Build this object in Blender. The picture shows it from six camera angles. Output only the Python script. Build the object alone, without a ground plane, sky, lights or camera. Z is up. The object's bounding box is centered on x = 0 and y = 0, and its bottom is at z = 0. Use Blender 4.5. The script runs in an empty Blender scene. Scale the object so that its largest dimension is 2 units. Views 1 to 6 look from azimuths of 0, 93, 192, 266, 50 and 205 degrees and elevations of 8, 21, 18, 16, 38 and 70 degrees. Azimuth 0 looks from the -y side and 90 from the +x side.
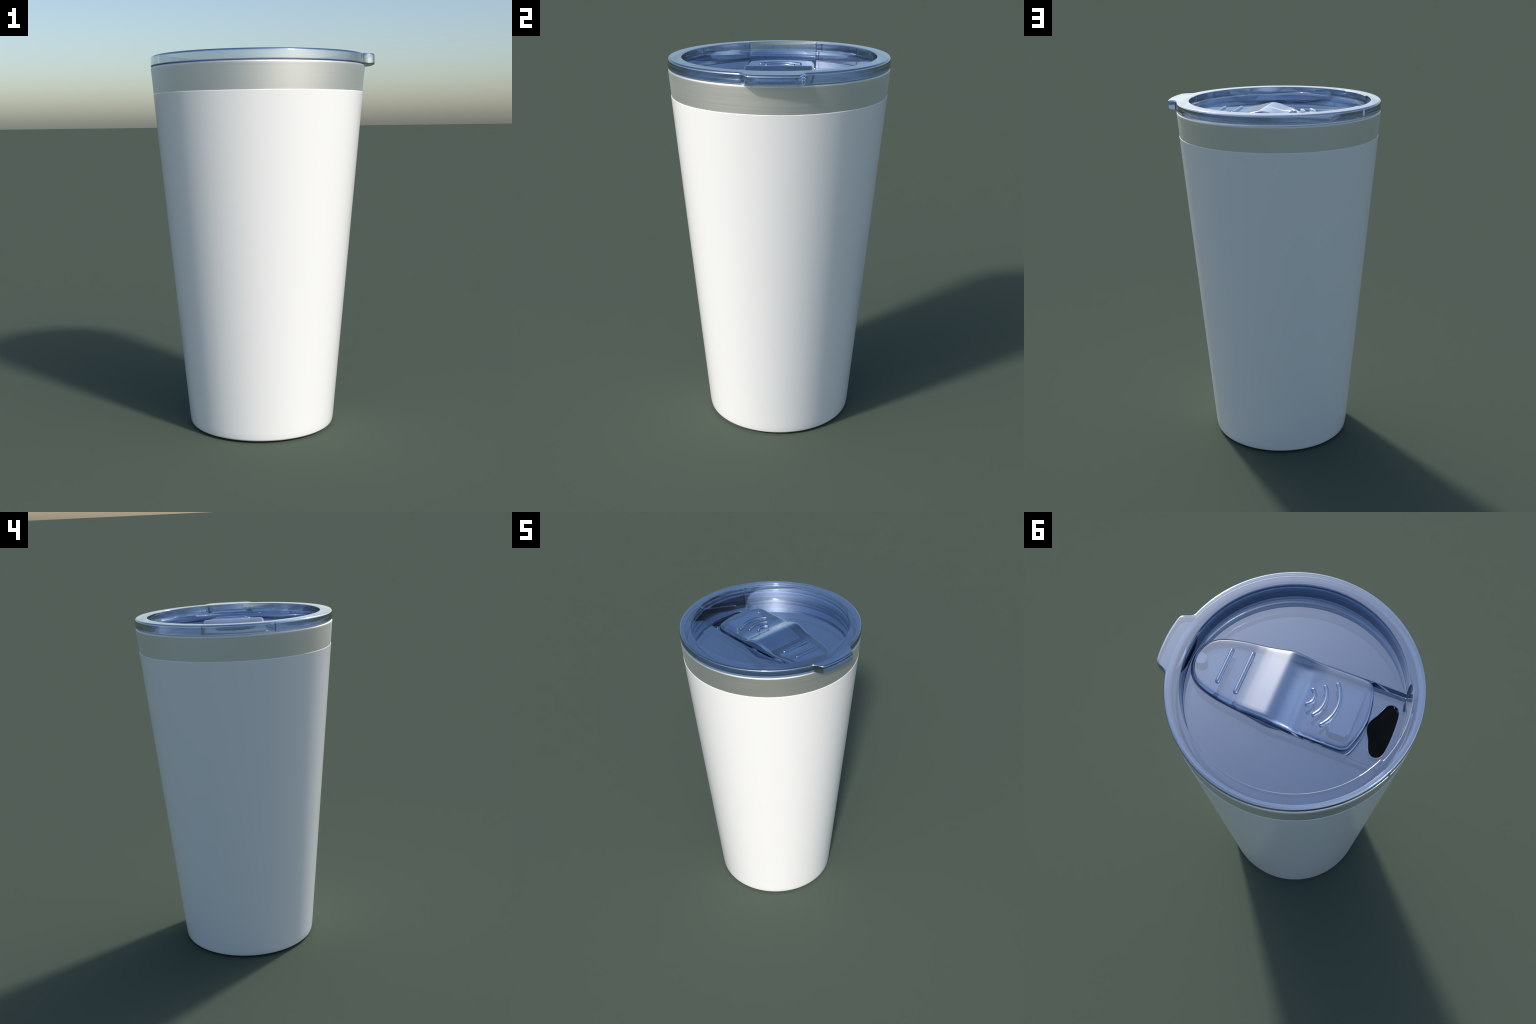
"""White insulated travel tumbler with a brushed steel rim and a clear blue slide-to-open lid."""
import math
import bpy
import bmesh
from mathutils import Vector

# ------------------------------------------------------------------ sizes (metres, z up)
AXIS_X = -0.025            # the cup axis; the thumb tab makes the box lopsided
LID_R, TAB_R = 0.567, 0.617
LID_TOP, LID_UNDER = 2.0, 1.9485
FLOOR_Z, CHANNEL_Z, BOTTOM_Z = 1.900, 1.855, 1.822
WALL_R = 0.497
SEAM_Z = 1.807             # where the white coat ends and bare steel starts
SLOPE = (0.5568 - 0.3976) / (SEAM_Z - 0.025)


def cone_r(z):
    return 0.3976 + SLOPE * (z - 0.025)


# ------------------------------------------------------------------ small helpers
def arc(cx, cz, r, a0, a1, n):
    """Points of a circular fillet in the (r, z) half plane, angles in degrees."""
    return [(cx + r * math.cos(math.radians(a0 + (a1 - a0) * i / n)),
             cz + r * math.sin(math.radians(a0 + (a1 - a0) * i / n))) for i in range(n + 1)]


def spline(points, per, closed=False):
    """Catmull-Rom curve through 2D control points."""
    n, out = len(points), []
    spans = n if closed else n - 1
    for i in range(spans):
        if closed:
            p = [points[(i + k) % n] for k in (-1, 0, 1, 2)]
        else:
            p = [points[min(max(i + k, 0), n - 1)] for k in (-1, 0, 1, 2)]
        for j in range(per):
            t = j / per
            out.append(tuple(0.5 * (2 * p[1][c] + (p[2][c] - p[0][c]) * t
                                    + (2 * p[0][c] - 5 * p[1][c] + 4 * p[2][c] - p[3][c]) * t * t
                                    + (3 * p[1][c] - p[0][c] - 3 * p[2][c] + p[3][c]) * t ** 3) for c in (0, 1)))
    if not closed:
        out.append(points[-1])
    return out


def resample(points, n):
    """n + 1 points evenly spaced along an open polyline."""
    d = [0.0]
    for a, b in zip(points, points[1:]):
        d.append(d[-1] + math.dist(a, b))
    out, k = [], 0
    for i in range(n + 1):
        s = d[-1] * i / n
        while k < len(d) - 2 and d[k + 1] < s:
            k += 1
        t = (s - d[k]) / max(d[k + 1] - d[k], 1e-9)
        out.append(tuple(points[k][c] + (points[k + 1][c] - points[k][c]) * t for c in (0, 1)))
    return out


def smooth(t):
    t = min(max(t, 0.0), 1.0)
    return 2 * t * t if t < 0.5 else 1 - 2 * (1 - t) ** 2


def mesh_object(name, bm, material, parent=None, angle=35):
    bmesh.ops.recalc_face_normals(bm, faces=bm.faces)
    for f in bm.faces:
        f.smooth = True
    for e in bm.edges:
        if len(e.link_faces) == 2 and e.calc_face_angle(0) > math.radians(angle):
            e.smooth = False
    me = bpy.data.meshes.new(name)
    bm.to_mesh(me)
    bm.free()
    me.materials.append(material)
    ob = bpy.data.objects.new(name, me)
    bpy.context.scene.collection.objects.link(ob)
    ob.parent = parent
    return ob


def lathe(profile, thetas, shift=None):
    """Spin (r, z) points round the cup axis; a point with r = 0 ends in a flat cap.
    shift(theta, r, z) gives an extra radius, used for the thumb tab."""
    bm = bmesh.new()
    rings = []
    for r, z in profile:
        if r <= 1e-6:
            rings.append(None)
            continue
        ring = []
        for t in thetas:
            rr = r + (shift(t, r, z) if shift else 0.0)
            ring.append(bm.verts.new((AXIS_X + rr * math.cos(t), rr * math.sin(t), z)))
        rings.append(ring)
    n = len(thetas)
    for a, b in zip(rings, rings[1:]):
        if a is None:
            bm.faces.new(list(reversed(b)))
        elif b is None:
            bm.faces.new(a)
        else:
            for i in range(n):
                j = (i + 1) % n
                bm.faces.new((a[i], a[j], b[j], b[i]))
    return bm


def even(n):
    return [math.tau * i / n for i in range(n)]


# ------------------------------------------------------------------ materials
def new_material(name):
    m = bpy.data.materials.new(name)
    m.use_nodes = True
    nt = m.node_tree
    return m, nt, nt.nodes["Principled BSDF"]


def white_coat():
    m, nt, p = new_material("white_powder_coat")
    p.inputs["Base Color"].default_value = (0.93, 0.93, 0.925, 1)
    p.inputs["Roughness"].default_value = 0.2
    return m


def brushed_steel():
    m, nt, p = new_material("brushed_steel")
    n, link = nt.nodes, nt.links
    p.inputs["Base Color"].default_value = (0.80, 0.815, 0.785, 1)
    p.inputs["Metallic"].default_value = 1.0
    p.inputs["Anisotropic"].default_value = 0.0
    p.inputs["Anisotropic Rotation"].default_value = 0.25
    tangent = n.new("ShaderNodeTangent")
    tangent.direction_type, tangent.axis = "RADIAL", "Z"
    link.new(tangent.outputs["Tangent"], p.inputs["Tangent"])
    # brush lines run round the cup: noise on (angle, height), squeezed hard in height
    co = n.new("ShaderNodeTexCoord")
    mp = n.new("ShaderNodeMapping")
    mp.inputs["Scale"].default_value = (1.6, 1.6, 170.0)
    link.new(co.outputs["Object"], mp.inputs["Vector"])
    noise = n.new("ShaderNodeTexNoise")
    noise.inputs["Scale"].default_value = 1.6
    noise.inputs["Detail"].default_value = 3.0
    link.new(mp.outputs["Vector"], noise.inputs["Vector"])
    rough = n.new("ShaderNodeMapRange")
    rough.inputs["From Min"].default_value, rough.inputs["From Max"].default_value = 0.3, 0.7
    rough.inputs["To Min"].default_value, rough.inputs["To Max"].default_value = 0.52, 0.58
    link.new(noise.outputs["Fac"], rough.inputs["Value"])
    link.new(rough.outputs["Result"], p.inputs["Roughness"])
    bump = n.new("ShaderNodeBump")
    bump.inputs["Strength"].default_value = 0.015
    bump.inputs["Distance"].default_value = 0.002
    link.new(noise.outputs["Fac"], bump.inputs["Height"])
    link.new(bump.outputs["Normal"], p.inputs["Normal"])
    return m


GLASS = dict(color=(0.705, 0.82, 1.0), metallic=0.44, rough=0.03, ior=1.5)


def blue_plastic(name="clear_blue_plastic", sheen=None):
    m, nt, p = new_material(name)
    p.inputs["Base Color"].default_value = (*GLASS["color"], 1)
    p.inputs["Metallic"].default_value = sheen or GLASS["metallic"]
    p.inputs["Roughness"].default_value = GLASS["rough"]
    p.inputs["IOR"].default_value = GLASS["ior"]
    p.inputs["Transmission Weight"].default_value = 1.0
    return m


COAT, STEEL, BLUE = white_coat(), brushed_steel(), blue_plastic()
BLUE_PAD = blue_plastic("lighter_blue_plastic", 0.65)

tumbler = bpy.data.objects.new("travel_tumbler", None)
bpy.context.scene.collection.objects.link(tumbler)
tumbler["label"] = "tall white tapered travel tumbler with steel rim and clear blue sliding lid"
tumbler["category"] = "travel mug"


# ------------------------------------------------------------------ cup
def build_cup():
    # white coated outer shell, closed underneath, open at the seam
    foot, low = 0.014, 0.008
    shell = [(0.0, 0.018), (0.330, 0.018), (0.342, 0.009), (0.352, low), (0.3814, low)]
    shell += arc(0.3817, low + foot, foot, -88, -6, 10)
    shell += [(cone_r(0.04), 0.04)] + [(cone_r(z), z) for z in (0.05, 0.3, 0.7, 1.1, 1.5, 1.75, SEAM_Z - 0.006, SEAM_Z - 0.0038)]
    shell += [(cone_r(SEAM_Z - 0.003), SEAM_Z - 0.003), (cone_r(SEAM_Z) - 0.0007, SEAM_Z - 0.0008),
              (cone_r(SEAM_Z) - 0.0022, SEAM_Z), (cone_r(SEAM_Z) - 0.008, SEAM_Z),
              (cone_r(1.7) - 0.008, 1.7), (cone_r(0.06) - 0.008, 0.05), (0.0, 0.05)]
    mesh_object("cup_body", lathe(shell, even(256)), COAT, tumbler, 50)
    ring = [(0.0, 0.0), (0.318, 0.0), (0.324, 0.004), (0.326, 0.0185), (0.0, 0.0185)]
    mesh_object("foot_disc", lathe(ring, even(128)), STEEL, tumbler, 40)

    # steel liner: brushed band above the seam, rolled lip, inside wall and floor
    def out(z):
        return cone_r(z) - 0.0022
    lip_r, top = 0.009, 1.9455
    band = [(0.0, 0.055), (0.375, 0.055), (out(0.09) - 0.009, 0.09), (out(1.6) - 0.009, 1.6),
            (out(1.75) - 0.009, 1.75), (out(SEAM_Z - 0.004) - 0.007, SEAM_Z - 0.004),
            (out(SEAM_Z - 0.002), SEAM_Z - 0.003)]
    band += [(out(z), z) for z in (SEAM_Z, SEAM_Z + 0.003, 1.86, 1.90, top - lip_r - 0.008, top - lip_r - 0.004)]
    band += arc(out(top - lip_r) - lip_r, top - lip_r, lip_r, 4, 90, 8)
    band += arc(0.5440, top - 0.006, 0.006, 90, 180, 4)
    inner = [(0.5370, 1.90), (0.5330, 1.82), (0.515, 1.6), (0.36, 0.15)]
    inner += arc(0.33, 0.11, 0.03, 0, -90, 4) + [(0.0, 0.08)]
    mesh_object("steel_rim", lathe(band + inner, even(256)), STEEL, tumbler, 40)


# ------------------------------------------------------------------ lid
def slider_half_outline():
    """(x, half width) from the thumb end to the spout end."""
    pts = [(0.452, 0.0), (0.4475, 0.035), (0.433, 0.070), (0.404, 0.102), (0.360, 0.125), (0.290, 0.1435),
           (0.200, 0.156), (0.110, 0.165), (0.030, 0.171), (-0.06, 0.173), (-0.20, 0.173), (-0.290, 0.172),
           (-0.318, 0.166), (-0.336, 0.148), (-0.351, 0.105), (-0.362, 0.055), (-0.367, 0.0)]
    return offset_half(resample(spline(pts, 12), 120), 0.006)


def offset_half(half, d):
    """Offset the half outline outwards by d (inwards if negative); ends stay on the x axis."""
    out, n = [], len(half)
    for i, (x, y) in enumerate(half):
        a = half[i - 1] if i else (half[1][0], -half[1][1])
        b = half[i + 1] if i < n - 1 else (half[-2][0], -half[-2][1])
        tx, ty = b[0] - a[0], b[1] - a[1]
        l = math.hypot(tx, ty)
        nx, ny = ty / l, -tx / l
        out.append((x + nx * d, max(y + ny * d, 0.0)))
    out[0] = (out[0][0], 0.0)
    out[-1] = (out[-1][0], 0.0)
    return out


def channel_cutter():
    """Well that the slider sits in; it runs on through the inner wall as the spout notch."""
    half = [p for p in offset_half(slider_half_outline(), 0.0040) if p[0] > -0.02]
    side = 0.1855
    arc_n = 24

    def loop(r_end, z):
        pts = []
        for x, y in half:
            d = math.hypot(x - AXIS_X, y)
            k = min(1.0, 0.4865 / d)
            pts.append((AXIS_X + (x - AXIS_X) * k, y * k))
        pts += [(-0.12, side), (-0.25, side), (-0.38, side)]
        a = math.asin(side / r_end)
        pts += [(AXIS_X - r_end * math.cos(a * (1 - i / arc_n)), r_end * math.sin(a * (1 - i / arc_n))) for i in range(arc_n + 1)]
        return [(x, y, z) for x, y in pts] + [(x, -y, z) for x, y in reversed(pts[1:-1])]

    bm = bmesh.new()
    levels = [(0.499, CHANNEL_Z), (0.5120, LID_TOP + 0.03)]
    loops = [[bm.verts.new(v) for v in loop(*lv)] for lv in levels]
    bm.faces.new(list(reversed(loops[0])))
    bm.faces.new(loops[-1])
    for a, b in zip(loops, loops[1:]):
        for i in range(len(a)):
            j = (i + 1) % len(a)
            bm.faces.new((a[i], a[j], b[j], b[i]))
    return bm


def spout_cutter():
    half = [(-0.374, 0.0), (-0.381, 0.030), (-0.399, 0.062), (-0.411, 0.095), (-0.424, 0.120), (-0.447, 0.131),
            (-0.470, 0.122), (-0.482, 0.098), (-0.4875, 0.050), (-0.489, 0.0)]
    full = half + [(x, -y) for x, y in reversed(half[1:-1])]
    pts = spline(full, 6, closed=True)
    n = len(pts)

    def grown(d):
        out = []
        for i, (x, y) in enumerate(pts):
            tx, ty = pts[(i + 1) % n][0] - pts[i - 1][0], pts[(i + 1) % n][1] - pts[i - 1][1]
            l = math.hypot(tx, ty)
            out.append((x + ty / l * d * turn, y - tx / l * d * turn))
        return out

    area = sum(p[0] * q[1] - q[0] * p[1] for p, q in zip(pts, pts[1:] + pts[:1]))
    turn = 1 if area > 0 else -1
    bm = bmesh.new()
    # the mouth of the hole is rounded over
    levels = [(0.0, BOTTOM_Z - 0.03), (0.0, CHANNEL_Z - 0.004), (0.0004, CHANNEL_Z - 0.0024), (0.0014, CHANNEL_Z - 0.001),
              (0.0034, CHANNEL_Z + 0.0002), (0.0034, CHANNEL_Z + 0.02)]
    loops = [[bm.verts.new((x, y, z)) for x, y in grown(d)] for d, z in levels]
    bm.faces.new(loops[0])
    bm.faces.new(loops[-1])
    for u, v in zip(loops, loops[1:]):
        for i in range(n):
            j = (i + 1) % n
            bm.faces.new((u[i], u[j], v[j], v[i]))
    return bm


def tab_shift(t, r, z):
    """Extra radius of the thumb tab: a short concentric lug on the +x side."""
    if r < 0.55 or math.cos(t) < 0:
        return 0.0
    y = abs(r * math.sin(t))
    return (TAB_R - LID_R) * smooth((0.160 - y) / 0.060)


def build_lid():
    e = 0.011
    prof = [(0.0, FLOOR_Z), (0.4935, FLOOR_Z), (WALL_R, LID_TOP), (WALL_R + 0.02, LID_TOP)]
    prof += arc(LID_R - e, LID_TOP - e, e, 90, 0, 6) + arc(LID_R - 0.004, LID_UNDER + 0.004, 0.004, 0, -90, 3)
    prof += [(0.5385, LID_UNDER), (0.5335, LID_UNDER - 0.004), (0.5315, LID_UNDER - 0.02), (0.5230, BOTTOM_Z + 0.012)]
    prof += arc(0.5150, BOTTOM_Z + 0.008, 0.008, 0, -90, 3) + [(0.0, BOTTOM_Z)]
    fine = [math.radians(a * 0.25) for a in range(-68, 69)]
    coarse = [math.radians(17 + (360 - 34) * i / 220) for i in range(1, 220)]
    lid = mesh_object("lid", lathe(prof, fine + coarse, tab_shift), BLUE, tumbler)

    def carve(tool):
        cut = mesh_object("cutter", tool, BLUE)
        mod = lid.modifiers.new("cut", "BOOLEAN")
        mod.operation, mod.solver, mod.object = "DIFFERENCE", "EXACT", cut
        graph = bpy.context.evaluated_depsgraph_get()
        me = bpy.data.meshes.new_from_object(lid.evaluated_get(graph))
        lid.modifiers.clear()
        lid.data = me
        bpy.data.objects.remove(cut)

    def finish():
        bm = bmesh.new()
        bm.from_mesh(lid.data)
        bmesh.ops.remove_doubles(bm, verts=bm.verts, dist=2e-4)
        # split the big flat faces into simple pieces before rounding the edges
        for co, no in (((0, 0, 0), (0, 1, 0)), ((0.36, 0, 0), (1, 0, 0)), ((-0.2, 0, 0), (1, 0, 0))):
            flat = [f for f in bm.faces if abs(f.normal.z) > 0.99 and f.calc_area() > 0.003]
            geom = flat + list({e for f in flat for e in f.edges}) + list({v for f in flat for v in f.verts})
            bmesh.ops.bisect_plane(bm, geom=geom, plane_co=co, plane_no=no, dist=1e-5)
        sharp = []
        for ed in bm.edges:
            mid = (ed.verts[0].co + ed.verts[1].co) / 2
            at_hole = mid.z < CHANNEL_Z + 0.001 and -0.496 < mid.x < -0.365 and abs(mid.y) < 0.14
            if (len(ed.link_faces) == 2 and ed.calc_face_angle(0) > math.radians(35) and not at_hole
                    and math.hypot(mid.x - AXIS_X, mid.y) < 0.515 and mid.z > BOTTOM_Z + 0.01):
                sharp.append(ed)
        bmesh.ops.bevel(bm, geom=sharp, offset=0.003, offset_type="OFFSET", segments=3, profile=0.5,
                        affect="EDGES", clamp_overlap=False)
        for f in bm.faces:
            f.smooth = True
        for ed in bm.edges:
            ed.smooth = not (len(ed.link_faces) == 2 and ed.calc_face_angle(0) > math.radians(50))
        bm.to_mesh(lid.data)
        bm.free()

    carve(spout_cutter())
    carve(channel_cutter())
    finish()
    lid.data.materials.clear()
    lid.data.materials.append(BLUE)
    mod = lid.modifiers.new("normals", "WEIGHTED_NORMAL")
    mod.keep_sharp = True
    return lid


# ------------------------------------------------------------------ slider
def plate_z(x):
    """Height of the slider's top along its length: two flats and an off-centre thumb crest."""
    pts = [(-0.40, 1.924), (-0.12, 1.925), (-0.085, 1.9275), (-0.055, 1.932), (-0.02, 1.944), (0.005, 1.951), (0.025, 1.9555),
           (0.042, 1.9575), (0.06, 1.955), (0.09, 1.9475), (0.13, 1.938), (0.165, 1.932), (0.205, 1.929), (0.48, 1.928)]

    # smooth local average of the piecewise line
    def line(v):
        for (a, za), (b, zb) in zip(pts, pts[1:]):
            if v <= b:
                return za + (zb - za) * (v - a) / (b - a)
        return pts[-1][1]
    return sum(line(x + d * 0.004) for d in (-2, -1, 0, 1, 2)) / 5


def build_slider():
    half = slider_half_outline()
    n, across = len(half), 20
    bm = bmesh.new()

    def ring(inset, drop=None, z=None):
        h = offset_half(half, -inset)
        pts = h + [(x, -y) for x, y in reversed(h[1:-1])]
        return [bm.verts.new((x, y, z if z is not None else plate_z(x) - drop)) for x, y in pts]

    def bridge(a, b):
        m = len(a)
        for i in range(m):
            j = (i + 1) % m
            bm.faces.new((a[i], a[j], b[j], b[i]))

    def skin(loop):
        """Fill a loop with rows running straight across the slider."""
        m = len(loop)
        rows = [[loop[0]]]
        for i in range(1, n - 1):
            a, b = loop[i], loop[m - i]
            row = [a]
            for k in range(1, across):
                c = a.co.lerp(b.co, k / across)
                row.append(bm.verts.new(c))
            rows.append(row + [b])
        rows.append([loop[n - 1]])
        for a, b in zip(rows, rows[1:]):
            if len(a) == 1:
                for k in range(across):
                    bm.faces.new((a[0], b[k], b[k + 1]))
            elif len(b) == 1:
                for k in range(across):
                    bm.faces.new((a[k], b[0], a[k + 1]))
            else:
                for k in range(across):
                    bm.faces.new((a[k], b[k], b[k + 1], a[k + 1]))

    foot_z, fil = CHANNEL_Z + 0.0015, 0.017
    outer = [ring(0.003, z=foot_z), ring(0.0, z=foot_z + 0.003)]
    for k in range(0, 9):
        a = math.radians(90 * k / 8)
        outer.append(ring(fil * (1 - math.cos(a)), drop=fil * (1 - math.sin(a))))
    for a, b in zip(outer, outer[1:]):
        bridge(a, b)
    skin(outer[-1])
    bm.faces.new(list(reversed(outer[0])))
    slider = mesh_object("slider", bm, BLUE, tumbler, 45)

    def bead(name, path, radius):
        """Rounded raised bar along a path on the plate, with hemispherical ends."""
        b = bmesh.new()
        p = [Vector(q) for q in path]
        stations = []
        t0, t1 = (p[1] - p[0]).normalized(), (p[-1] - p[-2]).normalized()
        for k in range(4, 0, -1):
            a = math.radians(90 * k / 4.2)
            stations.append((p[0] - t0 * radius * math.sin(a), t0, radius * math.cos(a)))
        for i, q in enumerate(p):
            t = (p[min(i + 1, len(p) - 1)] - p[max(i - 1, 0)]).normalized()
            stations.append((q, t, radius))
        for k in range(1, 5):
            a = math.radians(90 * k / 4.2)
            stations.append((p[-1] + t1 * radius * math.sin(a), t1, radius * math.cos(a)))
        rings = []
        for q, t, r in stations:
            s = Vector((0, 0, 1)).cross(t).normalized()
            rings.append([b.verts.new(q + s * r * math.cos(math.tau * k / 16) + Vector((0, 0, 1)) * r * math.sin(math.tau * k / 16)) for k in range(16)])
        for u, v in zip(rings, rings[1:]):
            for k in range(16):
                j = (k + 1) % 16
                b.faces.new((u[k], u[j], v[j], v[k]))
        b.faces.new(rings[0])
        b.faces.new(list(reversed(rings[-1])))
        return mesh_object(name, b, BLUE, slider, 60)

    for x, y in ((0.3085, 0.081), (0.2145, 0.099)):
        bead("grip_bar", [(x, -y + 2 * y * i / 24, plate_z(x) + 0.002) for i in range(25)], 0.0108)
    # three nested arcs pointing at the spout
    for x_end, x_mid, y in ((-0.190, -0.228, 0.104), (-0.143, -0.169, 0.072), (-0.0985, -0.118, 0.037)):
        sag = x_end - x_mid
        rad = (y * y + sag * sag) / (2 * sag)
        cx, a = x_mid + rad, math.asin(y / rad)
        path = []
        for i in range(33):
            u = -a + 2 * a * i / 32
            x = cx - rad * math.cos(u)
            path.append((x, rad * math.sin(u), plate_z(x) + 0.0025))
        bead("spray_arc", path, 0.0095)

    # seal pad and stop pin under the plate
    b = bmesh.new()
    x0, x1, hy, top, low = -0.318, -0.216, 0.117, 1.9145, 1.8585
    verts = bmesh.ops.create_cube(b, size=1.0)["verts"]
    for v in verts:
        v.co = Vector(((x0 + x1) / 2 + v.co.x * (x1 - x0), v.co.y * 2 * hy, (top + low) / 2 + v.co.z * (top - low)))
    upright = [e for e in b.edges if abs(e.verts[0].co.z - e.verts[1].co.z) > 0.01]
    bmesh.ops.bevel(b, geom=upright, offset=0.012, segments=5, affect="EDGES")
    bmesh.ops.bevel(b, geom=list(b.edges), offset=0.001, segments=1, affect="EDGES")
    mesh_object("seal_pad", b, BLUE_PAD, slider, 40)
    b = bmesh.new()
    bmesh.ops.create_cone(b, cap_ends=True, segments=48, radius1=0.0275, radius2=0.0275, depth=0.056)
    for v in b.verts:
        v.co += Vector((0.426, 0, 1.8868))
    mesh_object("stop_pin", b, BLUE_PAD, slider, 40)


build_cup()
build_lid()
build_slider()
